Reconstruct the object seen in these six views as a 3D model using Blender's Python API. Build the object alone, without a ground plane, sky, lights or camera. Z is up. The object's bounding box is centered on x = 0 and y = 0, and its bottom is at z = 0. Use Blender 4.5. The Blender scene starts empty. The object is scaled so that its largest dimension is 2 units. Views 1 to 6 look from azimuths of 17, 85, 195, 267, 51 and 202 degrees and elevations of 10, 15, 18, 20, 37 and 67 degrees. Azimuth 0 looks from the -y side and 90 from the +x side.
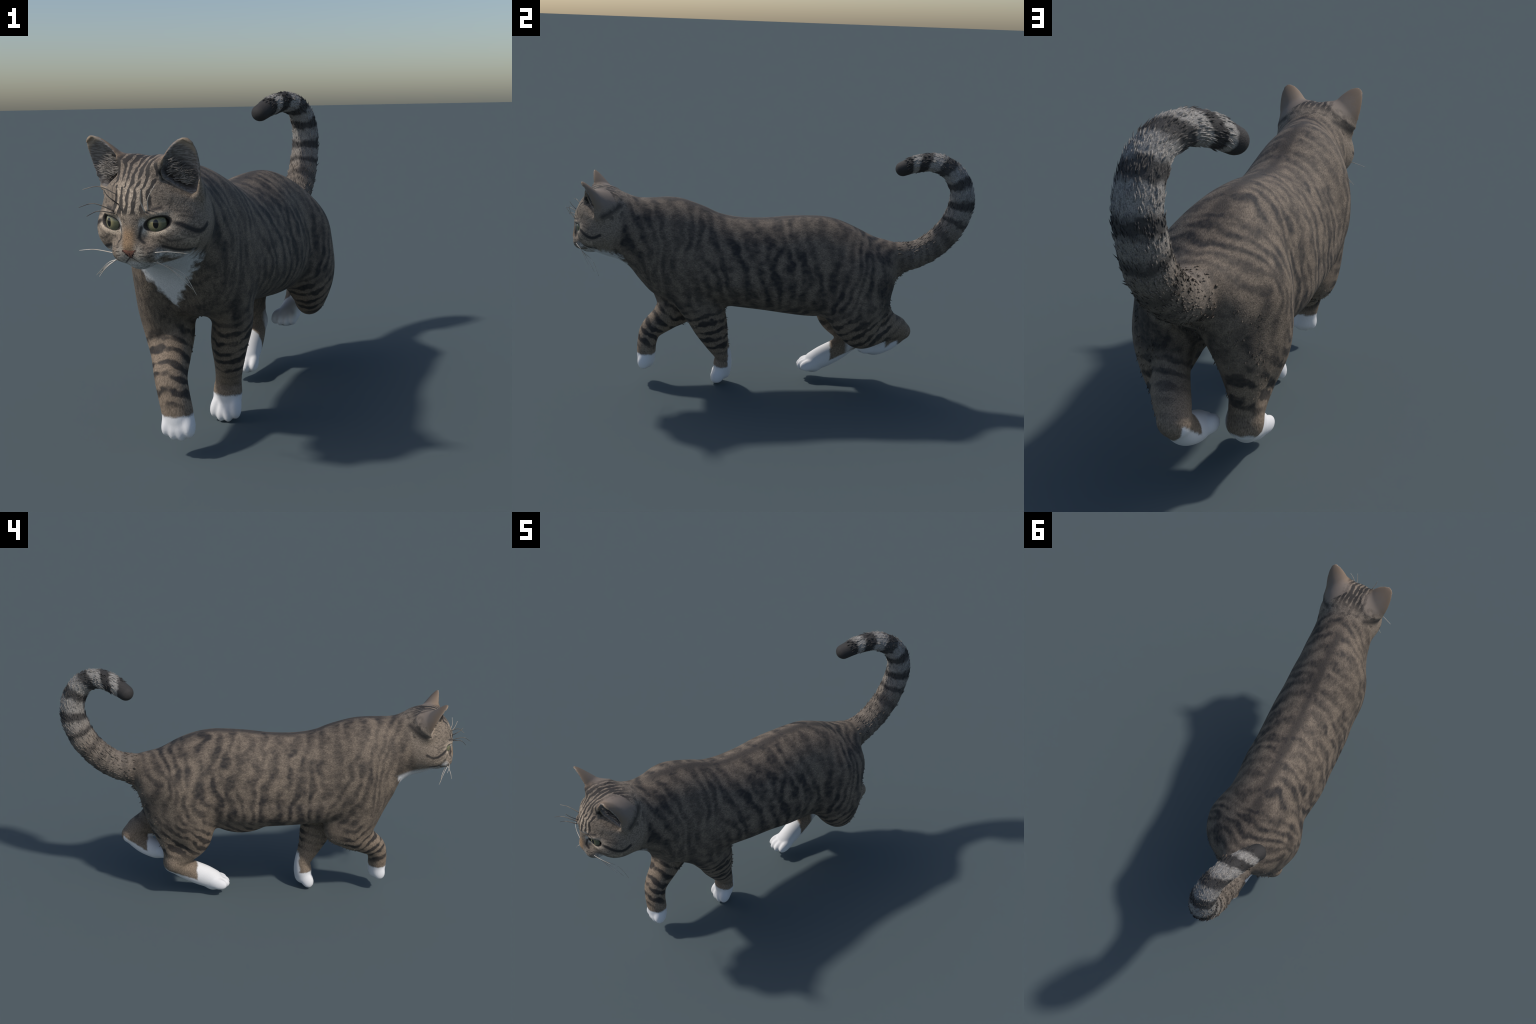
import bpy, math, random
import numpy as np

random.seed(7)
rng = np.random.default_rng(7)

# ------------------------------------------------------------------ helpers
def V(*a):
    return np.array(a, dtype=np.float64)

def unit(a):
    a = np.asarray(a, dtype=np.float64)
    return a / np.linalg.norm(a)

def catmull(points, sub):
    """Catmull-Rom resampling of rows of control values."""
    P = np.asarray(points, dtype=np.float64)
    E = np.vstack([2 * P[0] - P[1], P, 2 * P[-1] - P[-2]])
    out = []
    for i in range(1, len(E) - 2):
        p0, p1, p2, p3 = E[i - 1], E[i], E[i + 1], E[i + 2]
        for j in range(sub):
            t = j / sub
            out.append(0.5 * ((2 * p1) + (-p0 + p2) * t + (2 * p0 - 5 * p1 + 4 * p2 - p3) * t * t
                              + (-p0 + 3 * p1 - 3 * p2 + p3) * t ** 3))
    out.append(P[-1])
    return np.array(out)

def smooth_min(a, b, k):
    h = np.maximum(k - np.abs(a - b), 0.0) / k
    return np.minimum(a, b) - h * h * k * 0.25

# ------------------------------------------------------------------ implicit shapes
# every shape is (function(X, Y, Z) -> distance, low corner, high corner)
def limb(points, sub=6):
    """Tube through (x, y, z, radius, sideways radius)."""
    C = catmull(points, sub)
    lo = (C[:, :3] - C[:, 3:5].max(1)[:, None]).min(0)
    hi = (C[:, :3] + C[:, 3:5].max(1)[:, None]).max(0)
    def f(X, Y, Z):
        best = None
        for a, b in zip(C[:-1], C[1:]):
            d = b[:3] - a[:3]
            L = float(d @ d) + 1e-12
            h = np.clip(((X - a[0]) * d[0] + (Y - a[1]) * d[1] + (Z - a[2]) * d[2]) / L, 0, 1)
            r = a[3] + (b[3] - a[3]) * h
            s = r / (a[4] + (b[4] - a[4]) * h)
            q = np.sqrt(((X - a[0] - d[0] * h) * s) ** 2 + (Y - a[1] - d[1] * h) ** 2
                        + (Z - a[2] - d[2] * h) ** 2) - r
            best = q if best is None else np.minimum(best, q)
        return best
    return f, lo, hi

def ellipsoid(c, r, axes=None):
    c = np.asarray(c, float); r = np.asarray(r, float)
    A = np.eye(3) if axes is None else np.asarray(axes, float)
    R = r.max()
    def f(X, Y, Z):
        dx, dy, dz = X - c[0], Y - c[1], Z - c[2]
        q = 0; g = 0
        for i in range(3):
            e = dx * A[i][0] + dy * A[i][1] + dz * A[i][2]
            q = q + (e / r[i]) ** 2
            g = g + (e / r[i] ** 2) ** 2
        q = np.sqrt(q)
        return q * (q - 1) / (np.sqrt(g) + 1e-9)
    return f, c - R, c + R

def trunk(stations):
    """Loft along y. Station: y, centre x, top z, bottom z, z of widest point, half width, belly shift."""
    S = catmull(stations, 12)
    o = np.argsort(S[:, 0]); S = S[o]
    lo = V((S[:, 1] - S[:, 5]).min() - .02, S[0, 0], S[:, 3].min())
    hi = V((S[:, 1] + S[:, 5]).max() + .02, S[-1, 0], S[:, 2].max())
    def f(X, Y, Z):
        cx, top, bot, zw, hw, bs = [np.interp(Y, S[:, 0], S[:, i]) for i in range(1, 7)]
        v = np.clip((Z - zw) / np.maximum(top - zw, 1e-3), 0, None) + np.clip((zw - Z) / np.maximum(zw - bot, 1e-3), 0, None)
        u = np.abs(X - cx - bs * np.clip((zw - Z) / np.maximum(zw - bot, 1e-3), 0, 1.2)) / hw
        q = np.where(Z > zw, np.sqrt(u * u + v * v), (u ** 2.25 + v ** 2.25) ** (1 / 2.25))
        d = (q - 1) * np.minimum(hw, 0.5 * (top - bot))
        return np.maximum(d, np.maximum(S[0, 0] - Y, Y - S[-1, 0]))
    return f, lo, hi

def ear_frame(inner, outer, tip):
    inner, outer, tip = map(np.asarray, (inner, outer, tip))
    W = unit(outer - inner)
    mid = 0.5 * (inner + outer)
    N = np.cross(inner - tip, outer - tip)
    N = unit(N)
    if N[1] > 0: N = -N
    U = np.cross(W, N)
    if U[2] < 0: U = -U
    H = float((tip - mid) @ U); lean = float((tip - mid) @ W)
    return mid, W, N, U, H, lean, 0.5 * np.linalg.norm(outer - inner)

def ear_shape(fr, cup=False):
    mid, W, N, U, H, lean, hw = fr
    lo = mid - .17; hi = mid + .17
    def f(X, Y, Z):
        dx, dy, dz = X - mid[0], Y - mid[1], Z - mid[2]
        a = dx * W[0] + dy * W[1] + dz * W[2]
        b = dx * N[0] + dy * N[1] + dz * N[2]
        t = (dx * U[0] + dy * U[1] + dz * U[2]) / H
        tc = np.clip(t, 0, 1)
        sink = np.clip(1 + 1.3 * np.minimum(t, 0), .05, 1)
        a = a - lean * np.clip(t, -.8, 1)
        w = hw * 1.05 * np.sqrt(np.maximum(1 - tc ** 1.6, 0)) * sink + 1e-4
        d = (.064 * (1 - tc) ** 1.05 + .011 * np.sqrt(np.maximum(1 - tc ** 3, 0))) * sink + 1e-4
        if not cup:
            fr_ = .012 * np.sqrt(np.maximum(1 - tc ** 4, 0)) + 1e-4
            bb = np.where(b > 0, b / fr_, b / d)
            q = (np.sqrt((a / w) ** 2 + bb ** 2) - 1) * np.minimum(w, .022)
            return np.maximum(np.maximum(q, (t - 1) * H), (-.8 - t) * H)
        w2 = np.maximum(w - .0090, .002)
        d2 = np.maximum(d * .70 - .010, .002) * np.sqrt(np.clip((t + .12) / .35, .02, 1))
        bb = np.where(b > 0, b / .3, b / d2)
        q = (np.sqrt((a / w2) ** 2 + bb ** 2) - 1) * np.minimum(w2, d2)
        return np.maximum(np.maximum(q, (t - .92) * H), (-.12 - t) * H)
    return f, lo, hi

# ------------------------------------------------------------------ the cat, measured in metres
TRUNK = [
    # y,     cx,    top,   bot,  widest, halfw, belly shift
    (-.840, -.028, .900, .700, .800, .085, .0),
    (-.790, -.028, .945, .668, .805, .128, .0),
    (-.730, -.022, .955, .642, .800, .145, .0),
    (-.680, -.026, .949, .605, .785, .150, .0),
    (-.630, -.027, .942, .540, .740, .157, .0),
    (-.570, -.033, .942, .475, .690, .173, .0),
    (-.500, -.046, .944, .446, .650, .192, .0),
    (-.430, -.047, .936, .428, .625, .202, -.008),
    (-.330, -.038, .904, .416, .595, .201, -.022),
    (-.250, -.032, .870, .414, .575, .206, -.036),
    (-.150, -.028, .853, .404, .560, .207, -.036),
    (-.030, -.026, .853, .392, .555, .207, -.028),
    (.080, -.023, .864, .380, .552, .212, -.018),
    (.180, -.018, .869, .370, .555, .203, -.010),
    (.260, -.014, .867, .375, .562, .199, .0),
    (.340, -.011, .849, .400, .575, .210, .0),
    (.420, -.007, .815, .440, .590, .210, .0),
    (.500, -.018, .774, .490, .605, .179, .0),
    (.560, -.020, .746, .522, .612, .143, .0),
    (.605, -.020, .725, .545, .618, .108, .0),
    (.638, -.020, .700, .570, .628, .048, .0),
]
FORELIMB_R = [(-.125, -.530, .610, .118, .080), (-.142, -.482, .500, .112, .080), (-.134, -.450, .390, .106, .080),
              (-.110, -.505, .322, .073, .067), (-.082, -.580, .262, .055, .054), (-.064, -.602, .205, .048, .052),
              (-.052, -.606, .150, .046, .052), (-.047, -.606, .112, .043, .049)]
FORELIMB_L = [(.055, -.470, .620, .110, .070), (.060, -.390, .500, .098, .070), (.045, -.321, .400, .097, .068),
              (.022, -.288, .315, .084, .064), (.006, -.256, .225, .058, .053), (-.010, -.222, .150, .042, .048),
              (-.014, -.222, .100, .046, .053), (-.014, -.224, .064, .043, .049)]
HINDLIMB_L = [(.095, .420, .570, .150, .125), (.130, .405, .460, .142, .113), (.137, .425, .370, .108, .080),
              (.122, .460, .312, .074, .060), (.070, .570, .318, .060, .050), (.028, .648, .312, .042, .043),
              (.013, .684, .293, .034, .042)]
THIGH_L = [(.085, .480, .570, .115, .090), (.085, .510, .450, .080, .065), (.062, .575, .370, .052, .048), (.038, .635, .330, .040, .040)]
FOOT_L = [(.014, .674, .288, .041, .045), (.012, .610, .238, .048, .044), (.008, .550, .211, .049, .047), (.003, .520, .206, .043, .046)]
HINDLIMB_R = [(-.115, .400, .580, .150, .118), (-.140, .380, .465, .136, .098), (-.142, .352, .378, .102, .070),
              (-.131, .352, .312, .076, .058), (-.126, .405, .245, .058, .049), (-.120, .448, .200, .048, .053)]
THIGH_R = [(-.092, .490, .560, .126, .095), (-.116, .484, .450, .094, .077), (-.122, .468, .350, .067, .059), (-.122, .458, .270, .042, .045)]
FOOT_R = [(-.120, .448, .194, .050, .054), (-.104, .375, .146, .055, .048), (-.095, .300, .108, .056, .046), (-.091, .252, .086, .048, .046)]
FLANK_FOLD = ((-.100, .105, .412), (.055, .110, .056))
ELBOW_R = ((-.146, -.385, .392), (.056, .080, .086))
PAD_R = ((-.091, .245, .060), (.040, .046, .034))
TAIL = [(-.018, .560, .660, .078, .080), (-.018, .640, .664, .073, .072), (-.017, .725, .684, .068, .067), (-.014, .803, .729, .065, .064),
        (-.010, .878, .806, .063, .063), (-.008, .921, .894, .061, .061), (-.006, .934, .975, .057, .058),
        (-.012, .912, 1.055, .053, .054), (-.030, .862, 1.112, .049, .050), (-.068, .793, 1.137, .045, .046),
        (-.108, .722, 1.122, .042, .043), (-.144, .661, 1.090, .037, .039)]

HEAD_ORIGIN = V(-.024, -.80, .82)
YAW = .075
HX = V(math.cos(YAW), -math.sin(YAW), 0)
HY = V(-math.sin(YAW), -math.cos(YAW), 0)
HZ = V(0, 0, 1)
HEAD_AXES = [HX, HY, HZ]
def hp(x, y, z):
    return HEAD_ORIGIN + HX * x + HY * y + HZ * z

EAR_L = ear_frame((.030, -.876, .950), (.126, -.826, .884), (.126, -.887, 1.037))
EAR_R = ear_frame((-.090, -.860, .962), (-.190, -.796, .896), (-.191, -.859, 1.043))

EYES = {"L": hp(.063, .091, -.012), "R": hp(-.063, .091, -.012)}
EYE_RADIUS = .034

def toes(center, fwd, up, spread, size, length):
    """Four toe pads fanned over the front of a paw."""
    fwd = unit(fwd); up = unit(up - fwd * (np.asarray(up) @ fwd)); side = np.cross(fwd, up)
    out = []
    for i, (s, a) in enumerate(((-1.5, -.55), (-.5, 0), (.5, 0), (1.5, -.55))):
        c = np.asarray(center) + side * s * spread + fwd * (a * length * .55)
        ax = unit(fwd + side * s * .10)
        sd = np.cross(ax, up)
        out.append(ellipsoid(c, (length, size, size * 1.45), [ax, sd, up]))
    return out

PAWS = {
    "forepaw_R": ((-.046, -.618, .100), (0, -.18, -1), (0, -1, .2), .0235, .0205, .038),
    "forepaw_L": ((-.015, -.249, .038), (0, -.45, -1), (0, -1, .5), .0238, .0210, .041),
    "hindpaw_R": ((-.092, .210, .070), (.0, -1, -.18), (0, -.1, 1), .0240, .0205, .046),
    "hindpaw_L": ((.002, .492, .203), (0, -1, -.30), (0, -.2, 1), .0238, .0200, .040),
}

def head_shapes():
    S = []
    A = HEAD_AXES
    S.append((ellipsoid(hp(0, -.008, .043), (.140, .140, .122), A), .03))
    S.append((ellipsoid(hp(.005, -.005, -.030), (.161, .118, .108), A), .05))
    for s in (-1, 1):
        S.append((ellipsoid(hp(s * .083, .030, -.042), (.067, .075, .064), A), .04))
        S.append((ellipsoid(hp(s * .054, .103, .016), (.038, .033, .013), A), .02))
        S.append((ellipsoid(hp(s * .031, .102, -.092), (.042, .045, .036), A), .022))
    S.append((ellipsoid(hp(0, .076, -.122), (.034, .042, .027), A), .02))
    S.append((limb([(*hp(0, .105, .030), .036, .036), (*hp(0, .118, -.020), .030, .030), (*hp(0, .131, -.068), .024, .027)]), .025))
    return S

GROUPS = [
    ("torso", [(trunk(TRUNK), .02), (ellipsoid(*FLANK_FOLD), .04)]),
    ("head", head_shapes()),
    ("forelimb_R", [(limb(FORELIMB_R), .045), (ellipsoid(*ELBOW_R), .03)]),
    ("forelimb_L", [(limb(FORELIMB_L), .045)]),
    ("hindlimb_R", [(limb(HINDLIMB_R), .042), (limb(THIGH_R), .05)]),
    ("hindlimb_L", [(limb(HINDLIMB_L), .06), (limb(THIGH_L), .05)]),
    ("hindpaw_R", [(limb(FOOT_R), .02), (ellipsoid(*PAD_R), .015)]),
    ("hindpaw_L", [(limb(FOOT_L), .02)]),
    ("tail", [(limb(TAIL, 5), .05)]),
]
for name, p in PAWS.items():
    GROUPS.append((name, [(t, .0095) for t in toes(*p)]))
GROUPS.append(("ear_L", [(ear_shape(EAR_L), .042)]))
GROUPS.append(("ear_R", [(ear_shape(EAR_R), .042)]))

def eye_socket(side):
    s = 1 if side == "L" else -1
    c = EYES[side]
    look = unit(HY * .90 + HX * s * .40 + HZ * .02)
    lat = unit(HX * s - look * (HX * s @ look) + HZ * .22)
    lat = unit(lat - look * (lat @ look))
    up = np.cross(look, lat); up = up if up[2] > 0 else -up
    return c, look, lat, up

CUTS = [(ear_shape(EAR_L, True), .008), (ear_shape(EAR_R, True), .008)]
for sd in "LR":
    c, look, lat, up = eye_socket(sd)
    CUTS.append((ellipsoid(c + look * .034 - up * .0015, (.034, .0355, .0176), [look, lat, up]), .006))

# ------------------------------------------------------------------ polygonise (surface nets)
def axis(breaks):
    out = [breaks[0][0]]
    for (a, s), (b, _) in zip(breaks[:-1], breaks[1:]):
        n = max(1, int(round((b - a) / s)))
        out += list(a + (b - a) * (np.arange(1, n + 1) / n))
    return np.array(out)

RES = 1.0
gx = axis([(-.29, .0040 * RES), (.29, 0)])
gy = axis([(-1.0, .0030 * RES), (-.70, .0046 * RES), (1.02, 0)])
gz = axis([(-.012, .0046 * RES), (.66, .0036 * RES), (1.06, .0046 * RES), (1.22, 0)])
F = np.full((len(gx), len(gy), len(gz)), .2, dtype=np.float32)

def window(lo, hi, pad):
    sl = []
    for g, a, b in zip((gx, gy, gz), lo, hi):
        i = max(0, np.searchsorted(g, a - pad) - 1); j = min(len(g), np.searchsorted(g, b + pad) + 1)
        sl.append(slice(i, j))
    return tuple(sl)

def grids(sl):
    return (gx[sl[0]].astype(np.float32)[:, None, None], gy[sl[1]].astype(np.float32)[None, :, None],
            gz[sl[2]].astype(np.float32)[None, None, :])

for name, shapes in GROUPS:
    for (f, lo, hi), k in shapes:
        sl = window(lo, hi, k + .01)
        F[sl] = smooth_min(F[sl], f(*grids(sl)).astype(np.float32), k)
for (f, lo, hi), k in CUTS:
    sl = window(lo, hi, k + .01)
    F[sl] = -smooth_min(-F[sl], f(*grids(sl)).astype(np.float32), k)

def surface_nets(F):
    nx, ny, nz = F.shape
    inside = F < 0
    cnt = np.zeros((nx - 1, ny - 1, nz - 1), np.uint8)
    for i in (0, 1):
        for j in (0, 1):
            for k in (0, 1):
                cnt += inside[i:nx - 1 + i, j:ny - 1 + j, k:nz - 1 + k]
    active = (cnt > 0) & (cnt < 8)
    idx = np.argwhere(active)
    ids = np.full(active.shape, -1, np.int32)
    ids[tuple(idx.T)] = np.arange(len(idx))
    acc = np.zeros((len(idx), 3)); num = np.zeros(len(idx))
    co = [(i, j, k) for i in (0, 1) for j in (0, 1) for k in (0, 1)]
    val = {c: F[idx[:, 0] + c[0], idx[:, 1] + c[1], idx[:, 2] + c[2]].astype(np.float64) for c in co}
    for a in co:
        for ax in range(3):
            if a[ax]: continue
            b = list(a); b[ax] = 1; b = tuple(b)
            va, vb = val[a], val[b]
            m = (va < 0) != (vb < 0)
            t = np.where(m, va / np.where(m, va - vb, 1), 0)
            p = np.tile(np.array(a, float), (len(idx), 1)); p[:, ax] = t
            acc[m] += p[m]; num[m] += 1
    loc = acc / num[:, None]
    verts = np.empty((len(idx), 3))
    for ax, g in enumerate((gx, gy, gz)):
        i = idx[:, ax]
        verts[:, ax] = g[i] + (g[i + 1] - g[i]) * loc[:, ax]
    quads = []
    for ax in range(3):
        u, v = (ax + 1) % 3, (ax + 2) % 3
        sa = [slice(1, -1)] * 3; sb = [slice(1, -1)] * 3
        sa[ax] = slice(0, -1); sb[ax] = slice(1, None)
        A, B = inside[tuple(sa)], inside[tuple(sb)]
        e = np.argwhere(A != B)
        flip = A[tuple(e.T)]
        base = e.copy(); base[:, u] += 1; base[:, v] += 1
        def cell(du, dv):
            q = base.copy(); q[:, u] -= du; q[:, v] -= dv
            return ids[tuple(q.T)]
        q = np.stack([cell(1, 1), cell(0, 1), cell(0, 0), cell(1, 0)], 1)
        q[~flip] = q[~flip][:, ::-1]
        quads.append(q)
    return verts, np.vstack(quads)

verts, quads = surface_nets(F)
del F

# light Taubin smoothing takes the lattice out of the surface
edges = np.unique(np.sort(np.vstack([quads[:, [0, 1]], quads[:, [1, 2]], quads[:, [2, 3]], quads[:, [3, 0]]]), axis=1), axis=0)
deg = np.bincount(edges.ravel(), minlength=len(verts)).astype(float)[:, None]
def neighbours_mean(a):
    s = np.zeros_like(a)
    for c in range(a.shape[1]):
        s[:, c] = np.bincount(edges[:, 0], a[edges[:, 1], c], len(a)) + np.bincount(edges[:, 1], a[edges[:, 0], c], len(a))
    return s / np.maximum(deg, 1)
for it in range(3):
    verts += .5 * (neighbours_mean(verts) - verts)
    verts += -.5 * (neighbours_mean(verts) - verts)

# keep only the outer skin (largest connected shell)
lab = np.arange(len(verts))
for it in range(400):
    m = np.minimum(lab[edges[:, 0]], lab[edges[:, 1]])
    new = lab.copy()
    np.minimum.at(new, edges[:, 0], m); np.minimum.at(new, edges[:, 1], m)
    new = new[new]
    if (new == lab).all(): break
    lab = new
main = np.bincount(lab).argmax()
keep = lab[quads[:, 0]] == main
quads = quads[keep]
used = np.unique(quads); remap = np.full(len(verts), -1); remap[used] = np.arange(len(used))
verts = verts[used]; quads = remap[quads]
verts[:, 2] = np.maximum(verts[:, 2], 0.0)

# ------------------------------------------------------------------ split into anatomical regions
best = np.full(len(verts), 9.0); label = np.zeros(len(verts), int)
names = [g[0] for g in GROUPS]
for gi, (name, shapes) in enumerate(GROUPS):
    for (f, lo, hi), k in shapes:
        d = f(verts[:, 0], verts[:, 1], verts[:, 2])
        if name.startswith("ear"):
            d = d - .004
        m = d < best
        best[m] = d[m]; label[m] = gi
names.append("neck"); NECK = len(names) - 1
names.append("nose"); NOSE = len(names) - 1
names.append("inner_ear_L"); names.append("inner_ear_R")
tor, hd = names.index("torso"), names.index("head")
neckline = verts[:, 1] - .35 * (verts[:, 2] - .80)
label[(label == tor) & (neckline < -.60)] = NECK
face_label = np.array([np.bincount(r).argmax() if r.max() < 64 else r[0] for r in label[quads]])
cen = verts[quads].mean(1)
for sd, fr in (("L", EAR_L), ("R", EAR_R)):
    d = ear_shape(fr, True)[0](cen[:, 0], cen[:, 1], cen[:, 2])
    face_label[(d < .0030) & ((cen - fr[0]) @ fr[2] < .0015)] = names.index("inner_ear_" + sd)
# nose leather: small triangle on the muzzle tip
rel = cen - HEAD_ORIGIN
hx, hy, hz = rel @ HX, rel @ HY, rel @ HZ
tri = np.maximum(np.abs(hx) - .0050 - .80 * np.clip(hz + .106, 0, 1), np.maximum(hz + .084, -.108 - hz))
face_label[(tri < 0) & (hy > .11) & (face_label == hd)] = NOSE

# ------------------------------------------------------------------ materials
from bpy import data as D

class S:
    """A shader value with arithmetic: every operation adds one node."""
    tree = None
    def __init__(self, sock): self.s = sock
    @staticmethod
    def new(kind, **props):
        n = S.tree.nodes.new(kind)
        for k, v in props.items(): setattr(n, k, v)
        return n
    @staticmethod
    def feed(inp, v):
        if isinstance(v, S): S.tree.links.new(v.s, inp)
        else: inp.default_value = v
    @staticmethod
    def op(name, *args, clamp=False):
        n = S.new("ShaderNodeMath", operation=name, use_clamp=clamp)
        for i, a in enumerate(args): S.feed(n.inputs[i], a)
        return S(n.outputs[0])
    def __add__(a, b): return S.op("ADD", a, b)
    def __radd__(a, b): return S.op("ADD", b, a)
    def __sub__(a, b): return S.op("SUBTRACT", a, b)
    def __rsub__(a, b): return S.op("SUBTRACT", b, a)
    def __mul__(a, b): return S.op("MULTIPLY", a, b)
    def __rmul__(a, b): return S.op("MULTIPLY", b, a)
    def __truediv__(a, b): return S.op("DIVIDE", a, b)
    def __neg__(a): return S.op("MULTIPLY", a, -1.0)

def absv(a): return S.op("ABSOLUTE", a)
def minv(a, b): return S.op("MINIMUM", a, b)
def maxv(a, b): return S.op("MAXIMUM", a, b)
def sinv(a): return S.op("SINE", a)
def sqrtv(a): return S.op("SQRT", a)
def inv(a): return S.op("SUBTRACT", 1.0, a)
def ramp(x, a, b):
    """smooth 0..1 as x goes from a to b (a may exceed b)"""
    n = S.new("ShaderNodeMapRange", interpolation_type="SMOOTHSTEP")
    S.feed(n.inputs[0], x)
    if a < b: vals = (a, b, 0.0, 1.0)
    else: vals = (b, a, 1.0, 0.0)
    for i, v in enumerate(vals): n.inputs[i + 1].default_value = v
    return S(n.outputs[0])
def vec(x, y, z):
    n = S.new("ShaderNodeCombineXYZ")
    for i, v in enumerate((x, y, z)): S.feed(n.inputs[i], v)
    return S(n.outputs[0])
def noise(v, scale=1.0, detail=2.0, rough=.5):
    n = S.new("ShaderNodeTexNoise"); S.feed(n.inputs["Vector"], v)
    n.inputs["Scale"].default_value = scale; n.inputs["Detail"].default_value = detail; n.inputs["Roughness"].default_value = rough
    return S(n.outputs["Fac"])
def mix(f, a, b):
    n = S.new("ShaderNodeMix", data_type="RGBA")
    S.feed(n.inputs[0], f)
    for i, c in ((6, a), (7, b)):
        if isinstance(c, S): S.tree.links.new(c.s, n.inputs[i])
        else: n.inputs[i].default_value = (*c, 1)
    return S(n.outputs[2])
def vop(name, *args):
    n = S.new("ShaderNodeVectorMath", operation=name)
    for i, a in enumerate(args): S.feed(n.inputs[i], tuple(map(float, a)) if not isinstance(a, S) else a)
    return n
def vsub(a, b): return S(vop("SUBTRACT", a, b).outputs[0])
def vmul(a, b): return S(vop("MULTIPLY", a, b).outputs[0])
def dot(a, b): return S(vop("DOT_PRODUCT", a, b).outputs["Value"])
def dist(a, b): return S(vop("DISTANCE", a, b).outputs["Value"])
def vlen(a): return S(vop("LENGTH", a).outputs["Value"])
def vscale(a, f):
    n = S.new("ShaderNodeVectorMath", operation="SCALE"); S.feed(n.inputs[0], a if isinstance(a, S) else tuple(map(float, a))); S.feed(n.inputs["Scale"], f)
    return S(n.outputs[0])
def stroke(P, pts, r, soft):
    """mask of a soft brush line through 3D points"""
    best = None
    for a, b in zip(pts[:-1], pts[1:]):
        a = np.asarray(a, float); d = np.asarray(b, float) - a; L = float(d @ d)
        pa = vsub(P, a)
        h = S.op("MULTIPLY", dot(pa, d / L), 1.0, clamp=True)
        q = dist(pa, vscale(d, h))
        best = q if best is None else minv(best, q)
    return ramp(best, r + soft, r - soft)

def begin(name):
    m = D.materials.new(name); m.use_nodes = True
    S.tree = m.node_tree
    bsdf = m.node_tree.nodes["Principled BSDF"]
    tc = S.new("ShaderNodeTexCoord")
    sep = S.new("ShaderNodeSeparateXYZ"); S.tree.links.new(tc.outputs["Object"], sep.inputs[0])
    return m, bsdf, S(sep.outputs[0]), S(sep.outputs[1]), S(sep.outputs[2])

def finish(bsdf, color, height=None, rough=.75, strength=.4, dist=.004, sheen=0.0):
    S.tree.links.new(color.s, bsdf.inputs["Base Color"])
    S.feed(bsdf.inputs["Roughness"], rough)
    bsdf.inputs["Specular IOR Level"].default_value = .25
    if sheen: bsdf.inputs["Sheen Weight"].default_value = sheen
    if height is not None:
        n = S.new("ShaderNodeBump"); n.inputs["Strength"].default_value = strength; n.inputs["Distance"].default_value = dist
        S.tree.links.new(height.s, n.inputs["Height"]); S.tree.links.new(n.outputs[0], bsdf.inputs["Normal"])

LIGHT = (.188, .148, .112); DARK = (.030, .027, .026); TAN = (.240, .182, .132); WHITE = (.78, .77, .77)
CREAM = (.44, .355, .27); RUST = (.29, .185, .105)

def snap(x, y, z):
    """head-space point moved onto the skin"""
    p = hp(x, y, z)
    v = verts[((verts - p) ** 2).sum(1).argmin()] - HEAD_ORIGIN
    return (float(v @ HX), float(v @ HY), float(v @ HZ))

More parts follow.
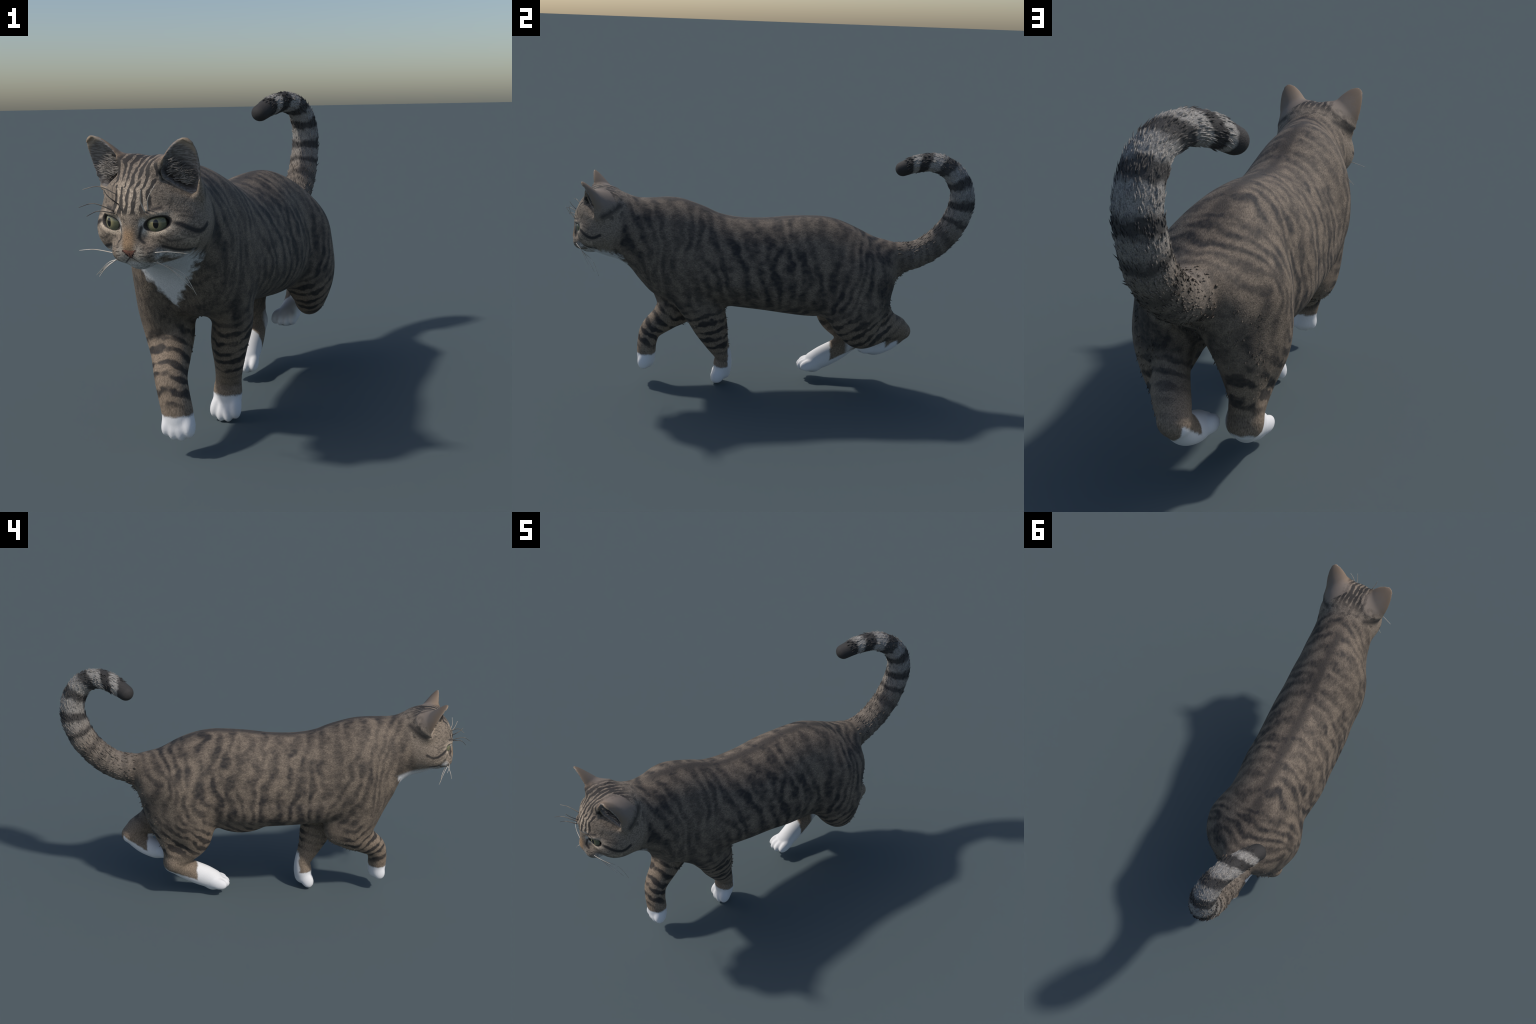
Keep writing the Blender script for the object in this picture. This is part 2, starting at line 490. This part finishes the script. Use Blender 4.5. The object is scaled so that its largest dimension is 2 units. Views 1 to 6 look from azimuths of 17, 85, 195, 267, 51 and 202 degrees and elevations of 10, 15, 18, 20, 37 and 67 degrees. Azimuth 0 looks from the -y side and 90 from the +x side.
def fur_colour(x, y, z):
    """returns (colour, grain, clean) for the whole coat in object space"""
    P = vec(x, y, z)
    big = noise(P, 6, 1) - .5
    med = noise(P, 17, 2) - .5
    blot = noise(P, 15, 1.5) - .5
    # hair grain: streaks along the lie of the coat
    g1 = noise(vec(x * 360.0, y * 115.0, z * 310.0 + y * 60.0), 1, 2)
    g2 = noise(vec(x * 330.0, y * 300.0, z * 110.0), 1, 2)
    lower = ramp(z, .48, .36)
    grain = g1 + lower * (g2 - g1)
    fine = noise(P, 420, 1)
    # ---- flank stripes: upright over the barrel, swinging forward and back round shoulder and haunch
    wob = big * .12 + med * .032
    below = minv(z - .74, 0.0)
    dyh = maxv(y - .05, 0.0); dyf = maxv(-.22 - y, 0.0)
    sq = below * below
    ph = sqrtv(dyh * dyh + sq * ramp(y, .02, .45)) - dyh
    pf = sqrtv(dyf * dyf + sq * ramp(y, -.20, -.60)) - dyf
    around = absv(x + .01) * (ramp(y, .35, .55) * .5 - ramp(y, -.50, -.62) * .6)
    base = y + ph - pf + wob + around
    w1 = sinv(base * (2 * math.pi * 16.5))
    w2 = sinv((base * .78 + z * .30 + med * .03) * (2 * math.pi * 16.5))
    swap = ramp(noise(P, 4.5, 1), .42, .56)
    wave = (w1 + swap * (w2 - w1)) * 1.1 + blot * (6.0 - ramp(y, .42, .55) * 3.0)
    strength = .40 + ramp(noise(vec(x * 4.0, y * 4.0, z * 3.5), 1, 1), .36, .60) * .34
    mott = ramp(noise(vec(x * 70.0, y * 38.0, z * 60.0), 1, 2), .38, .64)
    body_mask = ramp(wave, -1.8, 1.6) * (strength + .14) * (1.0 - ramp(y, -.10, -.38) * ramp(y, -.66, -.56) * .18 - ramp(y, .46, .58) * .10) + mott * .24
    # ---- leg bands
    front = ramp(y, -.02, -.06)
    right_fore = ramp(y, -.38, -.52)
    pl_f = z * .97 - y * .22 + right_fore * (y * .79 - z * .15 + .405)
    pl_h = y * .57 - z * .82
    pl = pl_h + front * (pl_f - pl_h)
    leg_wave = sinv((pl + big * .045 + med * .045) * (2 * math.pi * 23.0)) + blot * 4.5 + (noise(P, 38, 2) - .5) * 2.4
    inside = maxv(ramp(x, -.015, -.040) * ramp(y, -.42, -.36) * front, maxv(ramp(x, .035, .005) * ramp(x, -.05, -.03), ramp(x, -.10, -.075) * ramp(x, -.05, -.065)) * inv(front))
    leg_mask = ramp(leg_wave, -.45, .95) * (.86 + front * .04) * inv(inside * .75) + mott * .10
    leg = ramp(z + med * .10 + front * .02, .50, .36)
    body_mask = body_mask + leg * (leg_mask - body_mask)
    body_mask = body_mask * (1.0 - ramp(z, .21, .16) * .70) * (1.0 - inv(front) * maxv(ramp(z, .29, .22), ramp(y, .60, .66) * ramp(z, .42, .34)) * .75)
    # shaggy locks on the chest
    locks = noise(vec(x * 110.0, y * 50.0, z * 20.0), 1, 2)
    chest = ramp(y, -.46, -.56) * ramp(z, .70, .62) * ramp(z, .38, .44)
    body_mask = body_mask + chest * ((ramp(locks, .36, .66) * .38 + body_mask * .58) - body_mask)
    # spine
    spine = ramp(absv(x + .020 - y * .020) + med * .06, .056, .004) * ramp(z, .75, .84) * ramp(y, -.66, -.56) * .82
    body_mask = maxv(body_mask, spine)
    # ---- head coordinates, folded left on right
    rel = vsub(P, HEAD_ORIGIN)
    hx, hy, hz = dot(rel, HX), dot(rel, HY), dot(rel, HZ)
    ax = absv(hx)
    Hm = vec(ax + med * .006, hy, hz + med * .006)
    head = ramp(y - (z - .8) * .30, -.70, -.745)
    color = mix(ramp(z, .46, .34) * .75, LIGHT, TAN)
    color = mix(head * .40, color, (.27, .22, .172))
    body_mask = body_mask * inv(head)
    # longitudinal crown stripes running down to the brow
    low = ramp(hz + med * .05, .096, .080)
    crown = sinv((hx * (1.0 + ramp(hy, .02, .14) * .20 - low * .12) + (med + low * blot) * .026 + .0056 + low * .010) * (2 * math.pi / .0225)) + (noise(vec(hx * 90.0, hy * 40.0, hz * 34.0), 1, 2) - .5) * 5.0
    crown_m = ramp(crown + absv(hz - .090) * 12.0 - .25, -.30, .45) * ramp(hz, .002, .020) * ramp(ax - hz * .15, .066, .048) * ramp(hy, -.11, -.03)
    brow_pale = ramp(hz, .0, .02) * ramp(hz, .125, .07) * ramp(ax, .062, .040) * ramp(hy, .04, .09)
    color = mix(brow_pale * .85, color, CREAM)
    fleck = ramp(noise(vec(hx * 90.0, hy * 60.0, hz * 130.0 - ax * 60.0), 1, 2), .48, .66) * head * ramp(hy, -.02, .05) * .50
    head_mask = maxv(crown_m * .95, fleck)
    nape = ramp(noise(P, 36, 2), .48, .62) * ramp(hy, .0, -.04) * ramp(hz, .02, .06) * head * .6
    head_mask = maxv(head_mask, nape)
    # ---- eye surround
    c, look, lat, up = eye_socket("L")
    loc = lambda v: np.array([v @ HX, v @ HY, v @ HZ])
    ec = loc(c - HEAD_ORIGIN)
    rele = vsub(vec(ax, hy, hz), ec)
    eu, ev, ef = dot(rele, loc(lat)), dot(rele, loc(up)), dot(rele, loc(look))
    er = vlen(vec(eu / .0355, ev / .0190, 0.0))
    frontal = ramp(ef, -.02, .005)
    color = mix(ramp(er, 2.1, 1.35) * frontal * (.45 + ramp(ev, .0, -.012) * .5), color, (.52, .42, .32))
    head_mask = head_mask * inv(ramp(er, 2.0, 1.5) * frontal * .85)
    wp = ec - loc(lat) * .040 + loc(up) * .004 + loc(look) * .024
    color = mix(ramp(vlen(vmul(vsub(vec(ax, hy, hz), wp), (1.3, 1, .7))), .021, .009) * .8, color, (.52, .49, .45))
    q = snap
    marks = [([q(.031, .130, -.022), q(.028, .138, -.050), q(.032, .125, -.070)], .0052, .0045, .95),
             ([q(.096, .104, -.004), q(.106, .092, -.010), q(.118, .078, -.018), q(.130, .064, -.026), q(.142, .046, -.034), q(.151, .030, -.038), q(.158, .016, -.036), q(.165, -.004, -.026)], .0075, .0045, 1),
             ([q(.080, .098, -.074), q(.093, .083, -.073), q(.105, .066, -.074), q(.125, .040, -.080), q(.138, .020, -.090)], .0058, .0045, .95),
             ([q(.080, .106, -.046), q(.098, .090, -.054), q(.115, .070, -.052)], .0035, .0045, .75),
             ([q(.074, .112, -.058), q(.092, .094, -.066)], .0028, .004, .7),
             ([q(.095, .095, .008), q(.120, .070, .004), q(.140, .045, -.004)], .0038, .005, .7),
             ([q(.118, .070, -.040), q(.138, .045, -.050)], .0030, .0045, .6),
             ([q(.060, .115, .018), q(.078, .105, .024)], .006, .006, .9),
             ([q(.110, .080, .020), q(.140, .050, .012)], .004, .006, .6),
             ([q(.155, -.015, .060), q(.150, -.055, .080), q(.110, -.095, .110)], .013, .014, .85)]
    pale = [([q(.110, .080, -.042), q(.142, .035, -.062)], .010, .012, .55, CREAM),
            ([q(.065, .105, -.098), q(.115, .045, -.108)], .014, .014, .8, (.60, .58, .56))]
    for pts, r, soft, k, col in pale:
        color = mix(stroke(Hm, pts, r, soft) * k, color, col)
    # muzzle and chin
    muzzle = ramp(vlen(vmul(vsub(rel, HY * .115 + HZ * -.100), (1, .9, 1.2))), .058, .040)
    color = mix(muzzle * .7, color, (.50, .44, .37))
    head_mask = head_mask * inv(muzzle * .5)
    chin = ramp(hz, -.112, -.125) * ramp(ax, .060, .040) * ramp(hy, .035, .06)
    color = mix(chin * .8, color, (.56, .54, .52))
    bridge = ramp(ax, .028, .008) * ramp(hz, -.005, -.045) * ramp(hz, -.100, -.084) * ramp(hy, .10, .125)
    color = mix(bridge * .9, color, RUST)
    head_mask = head_mask * inv(bridge)
    for pts, r, soft, k in marks:
        head_mask = maxv(head_mask, stroke(Hm, pts, r, soft) * k)
    for k in range(3):
        for j in range(2):
            head_mask = maxv(head_mask, stroke(Hm, [q(.032 + .017 * j, .142 - .010 * j, -.080 - .010 * k), q(.041 + .017 * j, .138 - .010 * j, -.079 - .010 * k)], .0016, .0014) * .85)
    head_mask = maxv(head_mask, stroke(Hm, [q(0, .150, -.110), q(.022, .128, -.122), q(.045, .100, -.124), q(.060, .075, -.118)], .0020, .0022) * .95)
    head_mask = maxv(head_mask, ramp(er, 1.24, 1.08) * frontal)
    mask = maxv(body_mask, head_mask)
    # ---- tail rings: position read as an angle about the middle of the curl
    th = S.op("ARCTAN2", z - .95, y - .70) + (med * .12 + (noise(P, 50, 2) - .5) * .14)
    tail = ramp(y + (z - .66) * .2, .625, .70)
    rings = [(-100, .1), (-95, .45), (-92, .45), (-89, .1), (-84, .1), (-82, .5), (-80, .1), (-77, .1), (-75, .5), (-73, .5), (-71, .1), (-66, .5), (-62, .55), (-57, .1),
             (-51, .6), (-46, .6), (-41, .05), (-30, .05), (-27, .8), (-23, .8), (-18, .03), (-10, .03), (-6, .9), (1, .92), (6, .03), (17, .08), (21, .9), (29, .9), (33, .05), (42, .05), (46, .9)]
    rings2 = [(46, .9), (55, .95), (59, .03), (67, .0), (70, .98), (79, 1), (83, .0), (89, .0), (93, 1)]
    def ringramp(t, rs):
        n = S.new("ShaderNodeValToRGB"); e = n.color_ramp.elements
        for i, (dg, v) in enumerate(rs):
            p = (math.radians(dg) + 2.0) / 4.0
            if i < 2: it = e[i]; it.position = p
            else: it = e.new(p)
            it.color = (v, v, v, 1)
        S.feed(n.inputs[0], (t + 2.0) / 4.0)
        return S(n.outputs[0])
    r1, r2 = ringramp(th, rings), ringramp(th, rings2)
    ring = r1 + ramp(th, math.radians(46), math.radians(49)) * (r2 - r1)
    far = ramp(th, -.9, .4)
    color = mix(tail, color, mix(far, (.195, .160, .128), (.285, .268, .248)))
    mask = mask + tail * (ring * .96 - mask)
    # ---- combine stripes, hair grain
    color = mix(mask * (.78 + grain * .40), color, mix(tail * .6, DARK, (.022, .021, .022)))
    # ---- white stockings, bib, belly
    nz = (noise(P, 28, 3) - .5) * .022 + (fine - .5) * .010
    e = .006
    rf = ramp(z + nz, .150 + e, .150 - e) * ramp(y, -.53, -.56)
    lf = maxv(ramp(z + nz, .098 + e, .098 - e), ramp(y + nz, -.205, -.196) * ramp(z + nz, .205, .190)) * ramp(y, -.36, -.34) * ramp(y, -.05, -.1)
    rh = maxv(ramp(y + nz, .330 + e, .330 - e), ramp(z + nz - (y - .37) * .42, .122 + e, .122 - e)) * ramp(z, .22, .20) * ramp(x, -.015, -.03) * ramp(y, .05, .1)
    lh = maxv(ramp(y + nz, .588 + e, .588 - e) * ramp(x, .075, .06), ramp(z + nz - (y - .65) * .70, .258 + e, .258 - e) * ramp(x + nz + (y - .66) * 1.2, .046, .032))
    lh = lh * ramp(z - (y - .5) * .3, .275, .262) * ramp(y, .40, .43) * ramp(x, -.08, -.06)
    bx = absv(x + .043) + (noise(vec(x * 60.0, y * 60.0, z * 20.0), 1, 2) - .5) * .05
    bib = ramp(bx - (z - .504) * .70, .012, -.012) * ramp(y, -.50, -.56) * ramp(z + (y + .70) * .25, .705, .675) * ramp(hy, .045, .025)
    belly = ramp(absv(x + .03) + nz, .075, .05) * ramp(z, .415, .395) * ramp(y, .22, .16) * ramp(y, -.17, -.14) * ramp(z, .33, .345)
    clean = maxv(maxv(rf, lf), maxv(rh, lh))
    white = maxv(clean, maxv(bib, belly))
    color = mix(white, color, mix(clean, (.66, .66, .66), WHITE))
    pad = maxv(ramp(z, .074, .064) * ramp(y, -.625, -.60) * ramp(y, -.50, -.55), ramp(dist(P, (.003, .482, .168)), .020, .014))
    color = mix(pad * .8, color, (.10, .075, .06))
    return color, grain, fine, maxv(clean, bib * .7)

def fur_material(name, ear=None):
    m, bsdf, x, y, z = begin(name)
    color, grain, fine, clean = fur_colour(x, y, z)
    val = ((grain - .5) * 1.9 + (fine - .5) * .35) * inv(clean * .94) + 1.0
    hsv = S.new("ShaderNodeHueSaturation"); S.feed(hsv.inputs["Value"], val); S.tree.links.new(color.s, hsv.inputs["Color"])
    finish(bsdf, S(hsv.outputs[0]), grain * inv(clean * .85), .72, .40, .0032)
    return m

def ear_material(source, fr):
    """the coat, turning to short brown down on the back of the ear and a pale rim"""
    m = source.copy(); m.name = "ear_fur"; S.tree = m.node_tree
    bsdf = m.node_tree.nodes["Principled BSDF"]
    coat = S(bsdf.inputs["Base Color"].links[0].from_socket)
    tc = S.new("ShaderNodeTexCoord"); P = S(tc.outputs["Object"])
    mid, W, Nn, U, H, lean, hw = fr
    rel = vsub(P, mid)
    t = dot(rel, U / H); b = dot(rel, Nn)
    n = noise(P, 60, 2) - .5
    down = mix(ramp(b + n * .03, -.06, -.01), (.235, .190, .155), (.235, .170, .120))
    color = mix(ramp(t + n * .25 - b * 2.0, .10, .36), coat, down)
    color = mix(ramp(b, -.002, .005) * ramp(t, .12, .28) * .75, color, (.40, .31, .22))
    S.tree.links.new(color.s, bsdf.inputs["Base Color"])
    next(n for n in m.node_tree.nodes if n.bl_idname == "ShaderNodeBump").inputs["Strength"].default_value = .12
    return m

fur = fur_material("tabby_fur")
ear_mats = {"ear_L": ear_material(fur, EAR_L), "ear_R": ear_material(fur, EAR_R)}

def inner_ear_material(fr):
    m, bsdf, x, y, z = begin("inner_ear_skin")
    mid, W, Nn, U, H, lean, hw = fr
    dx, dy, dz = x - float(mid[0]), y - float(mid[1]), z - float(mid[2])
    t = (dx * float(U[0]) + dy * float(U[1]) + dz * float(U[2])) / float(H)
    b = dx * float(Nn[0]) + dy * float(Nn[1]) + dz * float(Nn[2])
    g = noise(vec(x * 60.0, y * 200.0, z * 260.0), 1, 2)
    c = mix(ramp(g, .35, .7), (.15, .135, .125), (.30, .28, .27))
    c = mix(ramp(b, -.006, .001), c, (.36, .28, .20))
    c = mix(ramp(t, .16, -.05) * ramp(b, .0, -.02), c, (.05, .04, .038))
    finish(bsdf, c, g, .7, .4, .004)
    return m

def nose_material():
    m, bsdf, x, y, z = begin("nose_leather")
    n = noise(vec(x, y, z), 300, 2)
    rx, ry, rz = x - float(HEAD_ORIGIN[0]), y - float(HEAD_ORIGIN[1]), z - float(HEAD_ORIGIN[2])
    hx = rx * float(HX[0]) + ry * float(HX[1])
    edge = ramp(absv(hx) - (rz + .106) * .80, -.004, .004)
    c = mix(edge, (.33, .15, .10), (.07, .045, .04))
    c = mix(ramp(vlen(vec(absv(hx) - .0095, 0.0, (rz + .099) * 1.3)), .005, .0025), c, (.02, .014, .012))
    c = mix(ramp(absv(hx), .0016, .0006) * ramp(rz, -.09, -.094), c, (.05, .03, .026))
    finish(bsdf, c, n, .5, .3, .002)
    return m

PART_MATERIAL = dict(ear_mats)
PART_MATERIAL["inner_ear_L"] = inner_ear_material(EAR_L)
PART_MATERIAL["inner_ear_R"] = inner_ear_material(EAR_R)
PART_MATERIAL["nose"] = nose_material()

def eye_material():
    m, bsdf, x, y, z = begin("eye_iris")
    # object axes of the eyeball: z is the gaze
    r = sqrtv(x * x + y * y)
    a = S.op("ARCTAN2", y, x)
    fib = noise(vec(sinv(a) * 6.0, S.op("COSINE", a) * 6.0, r * 40.0), 2, 3)
    c = mix(ramp(fib, .3, .7), (.115, .120, .068), (.185, .182, .105))
    c = mix(ramp(r, .010, .0195), (.25, .22, .11), c)
    c = mix(ramp(r, .0262, .0290), c, (.02, .018, .016))
    pup = sqrtv((x / .0078) * (x / .0078) + (y / .0125) * (y / .0125))
    c = mix(ramp(pup, 1.06, .96), c, (.004, .004, .004))
    c = mix(ramp(z, .012, .008), c, (.03, .025, .02))
    finish(bsdf, c, None, .12)
    bsdf.inputs["Coat Weight"].default_value = .6; bsdf.inputs["Coat Roughness"].default_value = .03
    return m

def whisker_material(name, base, tip):
    m, bsdf, x, y, z = begin(name)
    c = mix(ramp(noise(vec(x, y, z), 25, 2), .35, .65), base, tip)
    finish(bsdf, c, None, .45)
    return m

# ------------------------------------------------------------------ objects
def collection_link(o):
    bpy.context.scene.collection.objects.link(o); return o

cat = collection_link(D.objects.new("cat", None))
cat["label"] = "walking grey-brown tabby cat with white paws and ringed raised tail"
cat["category"] = "cat"

whole = D.meshes.new("whole"); whole.from_pydata(verts.tolist(), [], quads.tolist()); whole.update()
vn = np.empty(len(verts) * 3, np.float32); whole.vertices.foreach_get("normal", vn) if hasattr(whole.vertices[0], "normal") else None
vn = vn.reshape(-1, 3)

PLAIN = {"torso": "torso", "head": "head", "neck": "neck", "nose": "nose", "tail": "tail",
         "forelimb_R": "forelimb", "forelimb_L": "forelimb", "hindlimb_R": "hindlimb", "hindlimb_L": "hindlimb",
         "forepaw_R": "paw", "forepaw_L": "paw", "hindpaw_R": "paw", "hindpaw_L": "paw", "ear_L": "ear", "ear_R": "ear", "inner_ear_L": "inner_ear", "inner_ear_R": "inner_ear"}
PARENT = {"forepaw_R": "forelimb_R", "forepaw_L": "forelimb_L", "hindpaw_R": "hindlimb_R", "hindpaw_L": "hindlimb_L",
          "nose": "head", "inner_ear_L": "ear_L", "inner_ear_R": "ear_R"}
parts = {}
for i, n in enumerate(names):
    q = quads[face_label == i]
    if not len(q): continue
    u = np.unique(q); rm = np.zeros(len(verts), int); rm[u] = np.arange(len(u))
    me = D.meshes.new(PLAIN[n]); me.from_pydata(verts[u].tolist(), [], rm[q].tolist()); me.update()
    me.polygons.foreach_set("use_smooth", [True] * len(me.polygons))
    me.normals_split_custom_set_from_vertices(vn[u].tolist())
    me.materials.append(PART_MATERIAL.get(n, fur))
    o = collection_link(D.objects.new(PLAIN[n], me)); parts[n] = o
for n, o in parts.items():
    o.parent = parts.get(PARENT.get(n), cat)
D.meshes.remove(whole)

# ------------------------------------------------------------------ eyes
import bmesh
from mathutils import Matrix, Vector
iris = eye_material()
bm = bmesh.new(); bmesh.ops.create_uvsphere(bm, u_segments=64, v_segments=40, radius=EYE_RADIUS)
eye_mesh = D.meshes.new("eye"); bm.to_mesh(eye_mesh); bm.free()
eye_mesh.polygons.foreach_set("use_smooth", [True] * len(eye_mesh.polygons))
eye_mesh.materials.append(iris)
for sd in "LR":
    c, look, lat, up = eye_socket(sd)
    gaze = unit(look + HX * (-.10 if sd == "L" else .10) + HX * -.05 + HZ * -.03)
    X_ = unit(np.cross(HZ, gaze)); Y_ = np.cross(gaze, X_)
    o = collection_link(D.objects.new("eye", eye_mesh)); o.parent = parts["head"]
    M = Matrix(((X_[0], Y_[0], gaze[0], c[0]), (X_[1], Y_[1], gaze[1], c[1]), (X_[2], Y_[2], gaze[2], c[2]), (0, 0, 0, 1)))
    o.matrix_world = M

# ------------------------------------------------------------------ whiskers
pale_hair = whisker_material("pale_whisker", (.50, .43, .35), (.66, .60, .53))
dark_hair = whisker_material("dark_whisker", (.10, .08, .07), (.34, .28, .22))
def strand(name, pts, r0, r1, mat, parent):
    C = catmull(np.asarray(pts, float), 8); n = len(C); k = 6
    vs, fs = [], []
    T = np.gradient(C, axis=0)
    for i in range(n):
        t = unit(T[i]); a = unit(np.cross(t, V(.13, .31, .94))); b = np.cross(t, a)
        r = r0 + (r1 - r0) * i / (n - 1)
        for j in range(k):
            w = 2 * math.pi * j / k
            vs.append(tuple(C[i] + (a * math.cos(w) + b * math.sin(w)) * r))
    for i in range(n - 1):
        for j in range(k):
            fs.append((i * k + j, i * k + (j + 1) % k, (i + 1) * k + (j + 1) % k, (i + 1) * k + j))
    fs.append(tuple(range(k))[::-1]); fs.append(tuple((n - 1) * k + j for j in range(k)))
    me = D.meshes.new(name); me.from_pydata(vs, [], fs); me.update()
    me.polygons.foreach_set("use_smooth", [True] * len(me.polygons)); me.materials.append(mat)
    o = collection_link(D.objects.new(name, me)); o.parent = parent
    return o

WHISKERS = [  # root, middle, tip
    ((-.085, -.925, .722), (-.160, -.908, .728), (-.224, -.881, .719)),
    ((-.060, -.935, .708), (-.120, -.900, .692), (-.186, -.857, .643)),
    ((-.085, -.920, .706), (-.118, -.928, .680), (-.138, -.931, .655)),
    ((-.010, -.932, .722), (.060, -.925, .731), (.120, -.900, .724)),
    ((.008, -.925, .706), (.055, -.890, .680), (.107, -.841, .611)),
    ((.030, -.910, .700), (.070, -.890, .672), (.098, -.868, .640)),
    ((.050, -.898, .690), (.085, -.850, .655), (.110, -.820, .590)),
    ((-.095, -.905, .700), (-.140, -.880, .676), (-.170, -.868, .650)),
]
for w in WHISKERS:
    strand("whisker", w, .0017, .0007, pale_hair, parts["head"])
BROWS = [
    ((-.085, -.930, .842), (-.122, -.972, .866), (-.154, -1.000, .858)),
    ((-.078, -.936, .836), (-.112, -.968, .845), (-.140, -.985, .832)),
    ((-.080, -.915, .885), (-.118, -.945, .910), (-.160, -.962, .903)),
    ((-.070, -.930, .860), (-.085, -.960, .885), (-.090, -.975, .905)),
    ((.012, -.938, .842), (.012, -.962, .872), (.020, -.978, .905)),
    ((.020, -.935, .845), (.030, -.955, .880), (.052, -.958, .915)),
]
for i, w in enumerate(BROWS):
    strand("brow_whisker", w, .0019, .0008, dark_hair if i < 4 else pale_hair, parts["head"])

# ------------------------------------------------------------------ tufts of coarse hair
def tufts(name, roots, dirs, normals, lengths, widths, mat, parent):
    """Small tapering locks, each a closed four-sided spike, joined into one part."""
    n = len(roots)
    dirs = dirs / np.linalg.norm(dirs, axis=1, keepdims=True)
    side = np.cross(dirs, normals); side /= np.linalg.norm(side, axis=1, keepdims=True) + 1e-9
    nn = np.cross(side, dirs)
    w = widths[:, None]; L = lengths[:, None]
    p = [roots - side * w, roots + nn * w * .55, roots + side * w, roots - nn * w * .5,
         roots + dirs * L * .55 - side * w * .62 + nn * L * .03, roots + dirs * L * .55 + nn * (w * .38 + L * .03),
         roots + dirs * L * .55 + side * w * .62 + nn * L * .03, roots + dirs * L * .55 - nn * (w * .3 - L * .03), roots + dirs * L]
    vs = np.stack(p, 1).reshape(-1, 3)
    base = (np.arange(n) * 9)[:, None]
    f = []
    for j in range(4):
        k = (j + 1) % 4
        f.append(base + np.array([[k, j, 4 + j, 4 + k]]))
    quadsf = np.vstack(f).tolist()
    trif = []
    for j in range(4):
        k = (j + 1) % 4
        trif.append(base + np.array([[4 + k, 4 + j, 8]]))
    faces = quadsf + np.vstack(trif).tolist()
    me = D.meshes.new(name); me.from_pydata(vs.tolist(), [], faces); me.update()
    me.polygons.foreach_set("use_smooth", [True] * len(me.polygons))
    me.materials.append(mat)
    o = collection_link(D.objects.new(name, me)); o.parent = parent; o["kind"] = "stuff"
    return o

face_n = np.cross(verts[quads[:, 2]] - verts[quads[:, 0]], verts[quads[:, 3]] - verts[quads[:, 1]])
face_n /= np.linalg.norm(face_n, axis=1, keepdims=True) + 1e-12

TC = catmull(np.array(TAIL)[:, :3], 12)
TT = np.gradient(TC, axis=0); TT /= np.linalg.norm(TT, axis=1, keepdims=True)
ti = np.where(face_label == names.index("tail"))[0]
near = np.array([np.argmin(((TC - c) ** 2).sum(1)) for c in cen[ti[::3]]])
ti = ti[::3]
frac = near / (len(TC) - 1)
prob = np.clip((frac - .06) / .10, 0, 1) * np.clip((.95 - frac) / .03, 0, 1)
pickt = rng.random(len(ti)) < prob * min(1.0, 3200 / max(1, prob.sum()))
ti, tn = ti[pickt], near[pickt]
N_ = face_n[ti]; n = len(ti)
rad = rng.normal(0, 1, (n, 3)) * .10
tufts("tail_fur", cen[ti] - N_ * .003, TT[tn] + N_ * rng.uniform(.05, .30, (n, 1)) * np.clip(frac[pickt] * 3.0, .25, 1)[:, None] + rad, N_,
      rng.uniform(.014, .030, n), rng.uniform(.0030, .0060, n), fur, parts["tail"])

# ragged edges of the coat: belly line, back of the thighs, elbows, vent
zones = [((-.06, .0), (-.42, .26), (.35, .43), V(0, .8, -.5), .5, "torso"),
         ((-.20, .20), (.44, .66), (.26, .62), V(0, .75, -.55), 1.0, "hindlimb_R"),
         ((-.20, .20), (.44, .66), (.26, .62), V(0, .75, -.55), 1.0, "hindlimb_L"),
         ((-.20, .20), (.52, .66), (.44, .62), V(0, .75, -.55), 1.0, "torso"),
         ((-.25, .0), (-.48, -.30), (.24, .36), V(0, .8, -.5), .9, "forelimb_R"),
         ((-.08, .14), (-.27, -.15), (.20, .45), V(0, .75, -.55), .9, "forelimb_L")]
roots, dirs, nor, par = [], [], [], []
for (x0, x1), (y0, y1), (z0, z1), flow, dens, part in zones:
    sel = np.where((face_label == names.index(part)) & (cen[:, 0] > x0) & (cen[:, 0] < x1) & (cen[:, 1] > y0) & (cen[:, 1] < y1)
                   & (cen[:, 2] > z0) & (cen[:, 2] < z1) & ((face_n @ unit(V(0, .8, -.6))) > .35))[0]
    sel = sel[rng.random(len(sel)) < dens * min(1.0, 70 / max(1, len(sel)))]
    roots.append(cen[sel] - face_n[sel] * .003); nor.append(face_n[sel])
    dirs.append(np.tile(unit(flow), (len(sel), 1)) + face_n[sel] * .12 + rng.normal(0, .10, (len(sel), 3)))
roots, dirs, nor = map(np.vstack, (roots, dirs, nor))
tufts("coat_tuft", roots, dirs, nor, rng.uniform(.010, .018, len(roots)), rng.uniform(.0022, .004, len(roots)), fur, cat)

# pale hair inside the ears
ear_hair = whisker_material("ear_hair", (.17, .15, .135), (.32, .29, .26))
for sd, fr in (("L", EAR_L), ("R", EAR_R)):
    mid, W, Nn, U, H, lean, hw = fr
    n = 420
    a = rng.uniform(-.85, .55, n); tt = rng.uniform(-.06, .20, n) + .16 * rng.random(n) ** 2
    root = mid + np.outer(a * hw * .8 + lean * tt, W) + np.outer(tt * H, U) - np.outer(rng.uniform(.004, .022, n), Nn)
    dr = np.outer(np.full(n, .55) + rng.normal(0, .25, n), W) + np.outer(rng.uniform(.35, .9, n), U) + np.outer(rng.uniform(-.1, .3, n), Nn)
    tufts("ear_tuft", root, dr, np.tile(Nn, (n, 1)), rng.uniform(.016, .034, n), rng.uniform(.0008, .0016, n), ear_hair, parts["ear_" + sd])
bpy.context.view_layer.update()
